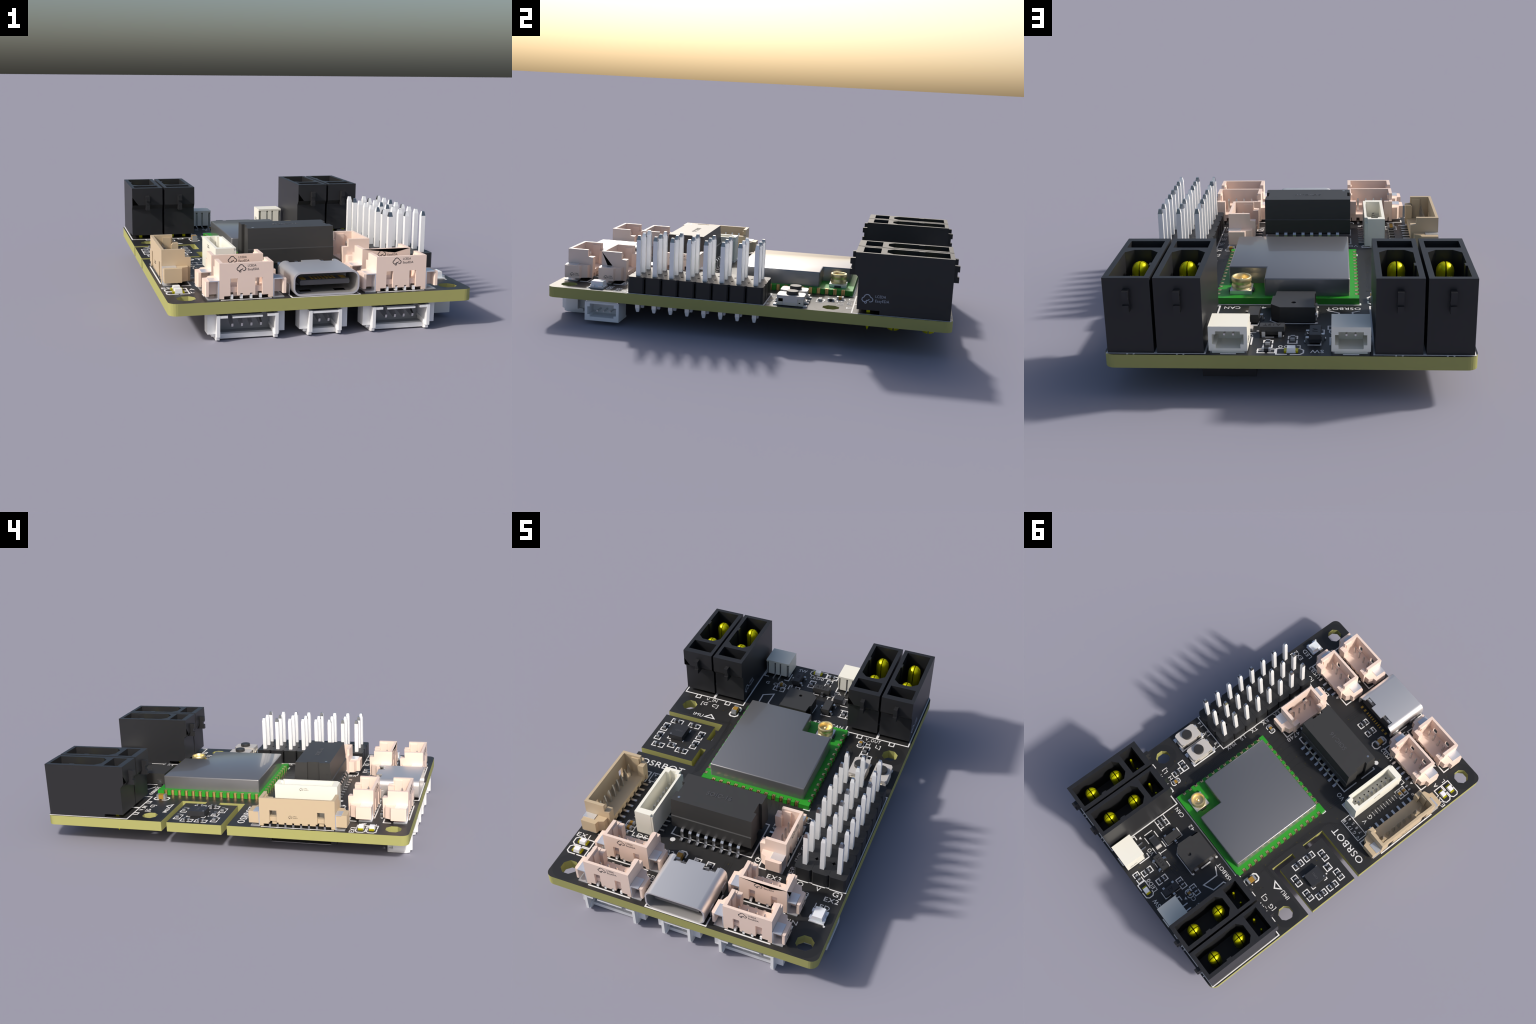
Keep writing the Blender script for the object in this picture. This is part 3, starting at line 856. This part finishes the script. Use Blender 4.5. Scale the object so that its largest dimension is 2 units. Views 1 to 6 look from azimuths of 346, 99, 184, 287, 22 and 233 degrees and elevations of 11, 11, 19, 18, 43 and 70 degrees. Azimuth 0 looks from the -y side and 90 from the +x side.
# ------------------------------------------------------------------ radio module
def radio_module():
    z0, z1 = ZT + 0.02, ZT + 0.85
    x0, x1, y0, y1 = -8.0, 10.0, -4.3, 14.9
    w, d = 0.33, 0.5
    left = [(-8.0, -3.08 + 1.27 * k) for k in range(14)]
    right = [(10.0, -3.08 + 1.27 * k) for k in range(14)]
    front = [(-5.98 + 1.27 * k, -4.3) for k in range(12)]
    out = [(x0, y0)]
    for x, y in front:
        out += [(x - w, y0), (x - w, y0 + d), (x + w, y0 + d), (x + w, y0)]
    out.append((x1, y0))
    for x, y in right:
        out += [(x1, y - w), (x1 - d, y - w), (x1 - d, y + w), (x1, y + w)]
    out += [(x1, y1), (x0, y1)]
    for x, y in left[::-1]:
        out += [(x0, y + w), (x0 + d, y + w), (x0 + d, y - w), (x0, y - w)]
    m = Part().prism(out, z0, z1, "green")
    mod = place("radio_module", m.mesh("radio_module"), root)
    # one castellated gold pad, edge at y = 0, board inwards (+y)
    arc = [(0.17 * math.cos(math.pi * i / 6), 0.2 * math.sin(math.pi * i / 6)) for i in range(7)]
    g = 0.25
    poly = [(g, 0.06), (g, d - 0.01), (-g, d - 0.01), (-g, 0.06)] + [(x, y + 0.06) for x, y in arc[::-1]]
    pad = Part().prism(poly, ZT + 0.01, z1 + 0.02, "gold").mesh("edge_pad")
    for x, y in front:
        place("edge_pad", pad, mod, (x, y, 0), 0)
    for x, y in right:
        place("edge_pad", pad, mod, (x, y, 0), 90)
    for x, y in left:
        place("edge_pad", pad, mod, (x, y, 0), -90)
    # shield can with a corner cut away for the antenna socket
    sx0, sx1, sy0, sy1, st = -6.85, 8.75, -3.3, 14.05, 8.45
    cx, cy, r = 3.82, 9.6, 0.28
    loop = [(sx0, sy0), (sx1, sy0), (sx1, cy), (cx, cy), (cx, sy1), (sx0, sy1)]
    me = Part().prism(loop, z1, st, "shield").mesh("shield_can")
    bm = bmesh.new()
    bm.from_mesh(me)
    bmesh.ops.dissolve_limit(bm, angle_limit=0.01, verts=bm.verts, edges=bm.edges)
    es = [e for e in bm.edges if not all(v.co.z < (z1 + 0.01) * K for v in e.verts)]
    bmesh.ops.bevel(bm, geom=es, offset=0.2 * K, segments=3, affect='EDGES', profile=0.5)
    bm.to_mesh(me)
    bm.free()
    me.shade_smooth()
    me.set_sharp_from_angle(angle=math.radians(35))
    place("shield_can", me, mod)
    # antenna socket
    s = Part()
    ax, ay = 6.85, 12.4
    s.box(ax - 1.38, ax + 1.38, ay - 1.35, ay + 1.35, z1 + 0.01, z1 + 0.5, "tab")
    s.box(ax - 1.6, ax - 1.3, ay - 0.5, ay + 0.5, z1 + 0.005, z1 + 0.3, "chip")
    s.box(ax + 1.3, ax + 1.6, ay - 0.5, ay + 0.5, z1 + 0.005, z1 + 0.3, "chip")
    b = place("antenna_socket", s.mesh("antenna_socket"), mod)
    g = Part()
    g.lathe(ax, ay, [(1.2, z1 + 0.48), (1.25, z1 + 0.7), (1.25, z1 + 0.95), (1.16, z1 + 1.1), (1.16, z1 + 1.22), (1.28, z1 + 1.42), (1.28, z1 + 1.9),
                     (1.22, z1 + 2.0), (1.06, z1 + 2.0), (0.98, z1 + 1.85), (0.92, z1 + 1.3), (0.45, z1 + 1.25), (0.3, z1 + 1.32), (0.26, z1 + 1.62),
                     (0.12, z1 + 1.74), (0.02, z1 + 1.76)], "goldsock", 28)
    place("antenna_ring", g.mesh("antenna_ring", 40), mod)
radio_module()

# ------------------------------------------------------------ wide relay package
def wide_package():
    p = Part()
    cx, cy = -0.87, -12.84
    nx, yb, yt = 6.33, 3.28, 2.91
    def plan(hy, ins=0.0):
        a, b, c = 1.0, -1.05, 0.42
        X = nx
        pts = [(-X, -hy), (X, -hy), (X, -1.1), (X - c, -1.1), (X - c, 0.95), (X, 0.95), (X, hy), (-X, hy), (-X, 0.95), (-X + c, 0.95), (-X + c, -1.1), (-X, -1.1)]
        return [(cx + x, cy + y) for x, y in pts]
    n = 12
    lev = [(6.72, yb - 0.12), (6.9, yb), (8.95, yb), (9.08, yb - 0.12), (12.0, yt)]
    V, F = [], []
    for z, hy in lev:
        V += [(x, y, z) for x, y in plan(hy)]
    for l in range(len(lev) - 1):
        F += [(l * n + i, l * n + (i + 1) % n, (l + 1) * n + (i + 1) % n, (l + 1) * n + i) for i in range(n)]
    p.add(V, F, "chip")
    for l, rev in ((0, True), (len(lev) - 1, False)):
        z, hy = lev[l]
        pl = plan(hy)
        t = tessellate_polygon([[Vector((x, y, 0)) for x, y in pl]])
        p.add([(x, y, z) for x, y in pl], [tuple(k) for k in t], "chip")
    o = place("wide_chip_package", p.mesh("wide_chip_package"), root)
    d = Part()
    d.lathe(-6.25, -14.95, [(0.2, 11.99), (0.2, 12.02), (0.05, 12.03)], "tin", 12)
    place("orientation_dot", d.mesh("orientation_dot"), o)
    t = lettering("SOIC-16", 0.78, "faint", 3.9, thick=0.05)  # letter colour lightened to show the glints on the engraving
    place("moulded_text", t.mesh("moulded_text"), o, (-0.87, -12.64, 11.99))
    lead = Part()
    ctr = [(0.0, 6.98), (0.55, 6.98), (0.72, 6.75), (0.78, 5.75), (0.95, 5.46), (1.55, 5.44)]
    th = 0.16
    top = [(a, z + th) for a, z in ctr]
    top[2], top[3], top[4] = (0.90, 6.82), (0.94, 5.9), (1.02, 5.62)
    top[1] = (0.66, 7.12)
    lead.prism([(-a, z) for a, z in ctr] + [(-a, z) for a, z in top[::-1]], -0.225, 0.225, "tin", axis='x')
    lm = lead.mesh("package_lead")
    for k in range(8):
        x = -5.33 + 1.285 * k
        place("package_lead", lm, o, (x, cy - 3.0, 0), 0)
        place("package_lead", lm, o, (x, cy + 3.0, 0), 180)
wide_package()

# ------------------------------------------------------------------ type-c socket
def usb_socket():
    y0, y1, z0, z1 = -30.0, -22.5, ZT + 0.1, ZT + 3.26
    hw, r, th = 4.47, 1.05, 0.24
    def ring(hw, z0, z1, r, k=6):
        return rounded(-hw, hw, z0, z1, r, k)
    outer, inner = ring(hw, z0, z1, r), ring(hw - th, z0 + th, z1 - th, r - th)
    n = len(outer)
    p = Part()
    def tube(ya, yb):
        V = [(x, ya, z) for x, z in outer] + [(x, yb, z) for x, z in outer] + [(x, ya, z) for x, z in inner] + [(x, yb, z) for x, z in inner]
        F = []
        for i in range(n):
            j = (i + 1) % n
            F += [(i, j, n + j, n + i), (2 * n + j, 2 * n + i, 3 * n + i, 3 * n + j), (i, 2 * n + i, 2 * n + j, j), (n + i, n + j, 3 * n + j, 3 * n + i)]
        p.add(V, F, "steel")
    tube(y0, -23.55)
    # back part of the top is notched
    for a, b in ((-hw + 0.9, -3.2), (-1.28, 1.28), (3.15, hw - 0.9)):
        p.box(a, b, -23.55, y1, z1 - th, z1 - 0.004, "steel")
    for s in (-1, 1):
        pts = [(s * (hw - r + r * math.sin(a)), z1 - r + r * math.cos(a)) for a in [math.pi / 2 * i / 6 for i in range(7)]]
        pin = [(s * (hw - r + (r - th) * math.sin(a)), z1 - r + (r - th) * math.cos(a)) for a in [math.pi / 2 * i / 6 for i in range(7)]]
        poly = pts + [(s * hw, z0 + 0.6), (s * (hw - th), z0 + 0.6)] + pin[::-1]
        p.prism(poly, -23.55, y1 + 0.15, "steel", axis='y')
        p.prism([(s * 2.2, z1 - 0.25), (s * 3.0, z1 - 0.25), (s * 2.9, z1 - 0.9), (s * 2.3, z1 - 0.9)], -23.5, -23.2, "steel", axis='y')
        # anchor legs
        for ya in (-28.3, -24.2):
            a, b = sorted((s * (hw - 0.02), s * (hw + 0.1)))
            p.box(a, b, ya, ya + 1.2, ZT + 0.02, ZT + 1.4, "steel")
    o = place("type_c_socket", p.mesh("type_c_socket", 40), root)
    t = Part()
    t.box(-hw + 0.5, hw - 0.5, -24.4, -23.0, z0 + th, z1 - th - 0.02, "usbin")
    zc = (z0 + z1) / 2
    t.prism([(-3.3, zc - 0.32), (3.3, zc - 0.32), (3.38, zc), (3.3, zc + 0.32), (-3.3, zc + 0.32), (-3.38, zc)], -29.2, -24.4, "usbin", axis='y')
    t.box(-hw + 0.9, hw - 0.9, -27.2, -24.4, zc - 0.7, zc + 0.62, "usbin")
    for s in (-1, 1):
        a, b = sorted((s * 1.6, s * 3.1))
        t.box(a, b, -28.5, -27.6, z0 + th - 0.01, z0 + th + 0.012, "gap")
    place("socket_tongue", t.mesh("socket_tongue"), o)
    c = Part()
    for x, w in [(-2.75, 0.34), (2.75, 0.34)] + [(-1.5 + 0.5 * k, 0.13) for k in range(7)]:
        c.box(x - w, x + w, -28.6, -27.2, zc + 0.32, zc + 0.36, "bronze")
    for x, w in [(-3.35, 0.22), (-2.5, 0.22), (3.35, 0.22), (2.5, 0.22)] + [(-1.75 + 0.5 * k, 0.12) for k in range(8)]:
        c.box(x - w * .8, x + w * .8, -22.6, -22.12, ZT + 0.02, ZT + 0.12, "bronze")
    place("socket_contact", c.mesh("socket_contact"), o)
usb_socket()

# ------------------------------------------------------------------------ buzzer
def buzzer():
    p = Part()
    out = [(-2.65, 15.65), (2.15, 15.65), (2.25, 17.1), (2.55, 17.3), (2.62, 19.85), (1.5, 20.85), (-2.7, 20.85),
           (-2.7, 20.35), (-2.55, 20.35), (-2.55, 16.4), (-2.65, 16.4)]
    hole = ngon(-0.07, 19.32, 0.3, 12)
    p.pockets([(ZT + 0.12, out), (7.36, out)], [(hole, 7.0)], "chip")
    p.box(1.7, 2.5, 15.9, 17.05, ZT + 0.1, 6.9, "gap")
    o = place("buzzer", p.mesh("buzzer"), root)
    t = Part()
    for y in (16.7, 19.85):
        t.box(-2.85, -2.4, y - 0.38, y + 0.38, ZT + 0.03, 6.1, "tin")
    place("buzzer_terminal", t.mesh("buzzer_terminal"), o)
buzzer()

# ------------------------------------------------------------- small transistors
def transistor(name, x, y, rot, L, W, H, leads, mat="chip", foot=0.5):
    """body length L along local x; leads = list of (along, side)"""
    p = Part()
    p.taper(-L / 2, L / 2, -W / 2, W / 2, ZT + 0.58, ZT + H, 0.06, 0.1, mat)
    p.taper(-L / 2 + 0.06, L / 2 - 0.06, -W / 2 + 0.08, W / 2 - 0.08, ZT + 0.14, ZT + 0.58, -0.06, -0.08, mat)
    o = place(name, p.mesh(name), root, (x, y, 0), rot)
    c = Part()
    for a, s in leads:
        prof = [(W / 2 - 0.02, 0.52), (W / 2 + 0.22, 0.52), (W / 2 + 0.3, 0.03), (W / 2 + foot, 0.03), (W / 2 + foot, 0.17),
                (W / 2 + 0.42, 0.19), (W / 2 + 0.34, 0.68), (W / 2 - 0.02, 0.68)]
        c.prism([(s * b, ZT + z) for b, z in prof], a - 0.2, a + 0.2, "tin", axis='x')
    place("package_lead", c.mesh("package_lead"), o)
    return o
transistor("transistor", 4.68, 19.7, 90, 2.85, 1.5, 1.15, [(-0.95, -1), (0.95, -1), (0.0, 1)])
t2 = transistor("transistor", 2.2, 23.95, 0, 2.95, 1.4, 1.15, [(-0.95, 1), (0.95, 1), (0.35, -1)])
t3 = transistor("transistor", -2.78, 25.35, 90, 2.85, 1.45, 1.15, [(-0.95, -1), (0.95, -1), (0.0, 1)], "chip2")
for o, lt in ((t2, "A19T"), (t3, "A1")):
    place("moulded_text", lettering(lt, 0.6, "dark", thick=0.02).mesh("moulded_text"), o, (0, 0, ZT + 1.15))
dp = Part()
dp.taper(-0.85, 0.85, -0.68, 0.68, ZT + 0.1, ZT + 0.95, 0.04, 0.05, "chip2")
dio = place("diode", dp.mesh("diode"), root, (5.8, 22.62, 0))
dl = Part()
for s in (-1, 1):
    a, b = sorted((s * 0.8, s * 1.25))
    dl.box(a, b, -0.55, 0.55, ZT + 0.03, ZT + 0.3, "button")
    a, b = sorted((s * 0.83, s * 0.96))
    dl.box(a, b, -0.5, 0.5, ZT + 0.3, ZT + 0.7, "button")
place("diode_terminal", dl.mesh("diode_terminal"), dio)

# motion sensor on the island
mp = Part()
mp.box(-17.42, -14.97, 3.0, 6.0, ZT + 0.05, ZT + 0.93, "chip2")
ms = place("motion_sensor", mp.mesh("motion_sensor"), root)
place("moulded_text", lettering("CIMU", 0.36, "faint", thick=0.012).mesh("moulded_text"), ms, (-16.15, 4.45, ZT + 0.925), 0)
place("orientation_dot", Part().prism(ngon(-17.1, 3.3, 0.1, 8), ZT + 0.92, ZT + 0.945, "grey").mesh("orientation_dot"), ms)

# --------------------------------------------------------------- chip components
def chip_part(L, W, H, body, cap, end="endcap"):
    p = Part()
    p.box(-L / 2 + cap, L / 2 - cap, -W / 2 + 0.015, W / 2 - 0.015, 0.03, H - 0.015, body)
    q = Part()
    for s in (-1, 1):
        a, b = sorted((s * L / 2, s * (L / 2 - cap)))
        q.box(a, b, -W / 2, W / 2, 0.02, H, end)
    return p, q
rb, re_ = chip_part(1.0, 0.5, 0.38, "resist", 0.24)
rbm, rem = rb.mesh("chip_resistor"), re_.mesh("chip_end_cap")
for x, y, r in RES + [(8.6, 19.6, 90), (-13.78, -18.68, 0), (-16.18, 1.6, 0)]:
    o = place("chip_resistor", rbm, root, (x, y, ZT), r + rng.uniform(-1.5, 1.5))
    place("chip_end_cap", rem, o)
def capacitor(L, W, H, cap, x, y, r):
    b, e = chip_part(L, W, H, "ceramic", cap)
    o = place("chip_capacitor", b.mesh("chip_capacitor"), root, (x, y, ZT), r)
    place("chip_end_cap", e.mesh("chip_end_cap"), o)
for x, y, r, h, s in CAPS:
    capacitor(1.02, 0.52, 0.5, 0.26, x, y, r)
capacitor(1.6, 0.82, 0.82, 0.36, -3.97, -20.4, 90)
capacitor(1.6, 0.82, 0.8, 0.36, -9.85, 13.45, 90)
capacitor(1.02, 0.52, 0.52, 0.26, -13.72, -16.85, 0)
capacitor(1.02, 0.52, 0.52, 0.26, -13.72, -17.78, 0)
cb, ce = chip_part(0.78, 0.5, 0.32, "chip", 0.2, "chip2")
cbm, cem = cb.mesh("chip_resistor"), ce.mesh("chip_end_cap")
for k in range(5):
    o = place("chip_resistor", cbm, root, (-13.67, -11.16 - 1.28 * k, ZT), 0)
    place("chip_end_cap", cem, o)

# ------------------------------------------------------------------------- lamps
def lamp(x, y, rot=0):
    p = Part()
    p.box(-0.78, 0.78, -0.4, 0.4, 0.03, 0.28, "ledpad")
    o = place("status_lamp", p.mesh("status_lamp"), root, (x, y, ZT), rot)
    q = Part().taper(-0.5, 0.5, -0.4 - 0.01, 0.41, 0.1, 0.62, 0.05, 0.03, "lens")
    place("lamp_lens", q.mesh("lamp_lens"), o)
    r = Part().box(-0.52, 0.52, -0.43, 0.43, 0.02, 0.1, "silk")
    place("lamp_base", r.mesh("lamp_base"), o)
for x, y in ((-18.5, -22.83), (-18.5, -24.53), (-0.2, 28.78)):
    lamp(x, y)
def colour_lamp():
    x, y = 18.28, -22.95
    p = Part()
    p.box(x - 1.05, x + 1.05, y - 1.1, y + 1.1, ZT + 0.02, ZT + 0.24, "tab")
    for sx in (-1, 1):
        for sy in (-1, 1):
            cx, cy = x + sx * 0.98, y + sy * 0.62
            p.box(cx - 0.17, cx + 0.17, cy - 0.3, cy + 0.3, ZT + 0.24, ZT + 0.5, "tab")
    o = place("colour_lamp", p.mesh("colour_lamp"), root)
    q = Part().taper(x - 0.82, x + 0.82, y - 0.95, y + 0.95, ZT + 0.24, ZT + 1.05, 0.12, 0.05, "lens")
    place("lamp_lens", q.mesh("lamp_lens"), o)
    place("lamp_base", Part().box(x - 1.12, x + 1.12, y - 1.2, y - 1.08, ZT + 0.02, ZT + 0.2, "silk").mesh("lamp_base"), o)
colour_lamp()

# --------------------------------------------------------------------- push buttons
def push_button():
    p = Part()
    hx, hy, c = 1.3, 2.02, 0.4
    top = [(-hx, -hy + 0.12), (-0.55, -hy), (hx - c * .6, -hy), (hx, -hy + c), (hx, hy - c), (hx - c * .6, hy), (-0.9, hy), (-hx, hy - 0.3)]
    p.prism(top, ZT + 1.1, ZT + 1.55, "button")
    base = [(-hx + 0.1, -hy + 0.12), (hx - 0.1, -hy + 0.12), (hx - 0.1, hy - 0.12), (-hx + 0.1, hy - 0.12)]
    p.prism(base, ZT + 0.08, ZT + 1.1, "buttontrim")
    for s in (-1, 1):
        a, b = sorted((s * (hx - 0.09), s * (hx + 0.02)))
        p.box(a, b, -1.05, 1.05, ZT + 0.1, ZT + 1.1, "button")
        a, b = sorted((s * hx * 0.55, s * hx * 0.98))
        p.box(a, b, -hy - 0.02, -hy + 0.12, ZT + 0.6, ZT + 1.1, "button")
    p.box(-0.9, 0.7, -hy - 0.22, -hy + 0.1, ZT + 0.55, ZT + 0.85, "buttontrim")
    p.box(-1.2, 0.3, hy - 0.12, hy + 0.25, ZT + 0.4, ZT + 0.62, "button")
    for s in (-1, 1):
        a, b = sorted((s * (hx - 0.095), s * (hx - 0.085)))
        p.box(a, b, -1.75, -1.1, ZT + 0.62, ZT + 1.08, "gap")
        p.box(a, b, 1.25, 1.5, ZT + 0.45, ZT + 0.6, "gap")
        a, b = sorted((s * (hx - 0.09), s * (hx + 0.07)))
        p.box(a, b, -0.8, 0.8, ZT + 0.12, ZT + 0.55, "buttontrim")
    t = Part()
    for sy in (-1, 1):
        for a, b in ((-1.35, -0.65), (0.55, 1.3)):
            c0, c1 = sorted((sy * (hy - 0.1), sy * (hy + 0.45)))
            t.box(a, b, c0, c1, ZT + 0.02, ZT + 0.2, "tab")
    k = Part()
    k.lathe(0, 0, [(0.9, ZT + 1.5), (0.9, ZT + 2.0), (0.85, ZT + 2.06), (0.02, ZT + 2.06)], "knob", 28)
    return p.mesh("push_button"), t.mesh("solder_tab"), k.mesh("button_knob", 30)
bm_, tm_, km_ = push_button()
for x in (18.25, 14.65):
    o = place("push_button", bm_, root, (x, 6.5, 0))
    place("solder_tab", tm_, o)
    place("button_knob", km_, o, (-0.05, 0.12, 0))

# ------------------------------------------------------------------ parts beneath
def card_holder():
    p = Part()
    p.box(-17.5, -3.2, -18.75, -17.85, 1.86, ZB - 0.02, "header")
    p.box(-17.5, -3.2, -8.2, -7.3, 1.86, ZB - 0.02, "header")
    p.box(-17.3, -3.2, -17.85, -8.2, 2.3, ZB - 0.02, "header")
    o = place("card_holder", p.mesh("card_holder"), root)
    q = Part().box(-17.4, -3.4, -17.9, -8.15, 1.8, 1.9, "shield")
    place("card_cover", q.mesh("card_cover"), o)
card_holder()
rp = Part()
rp.taper(3.85, 9.95, 21.2, 27.3, 1.5, ZB - 0.03, -0.08, -0.08, "header")
reg = place("regulator", rp.mesh("regulator"), root)
place("package_lead", Part().box(6.7, 7.1, 27.2, 27.9, ZB - 0.75, ZB - 0.3, "tin").mesh("package_lead"), reg)
bp = Part()
for k in range(14):
    x, y = rng.uniform(-6, 16), rng.uniform(-14, 16)
    bp.box(x - 0.5, x + 0.5, y - 0.25, y + 0.25, ZB - 0.4, ZB - 0.01, "resist")
place("underside_chip", bp.mesh("underside_chip"), root, kind="stuff")
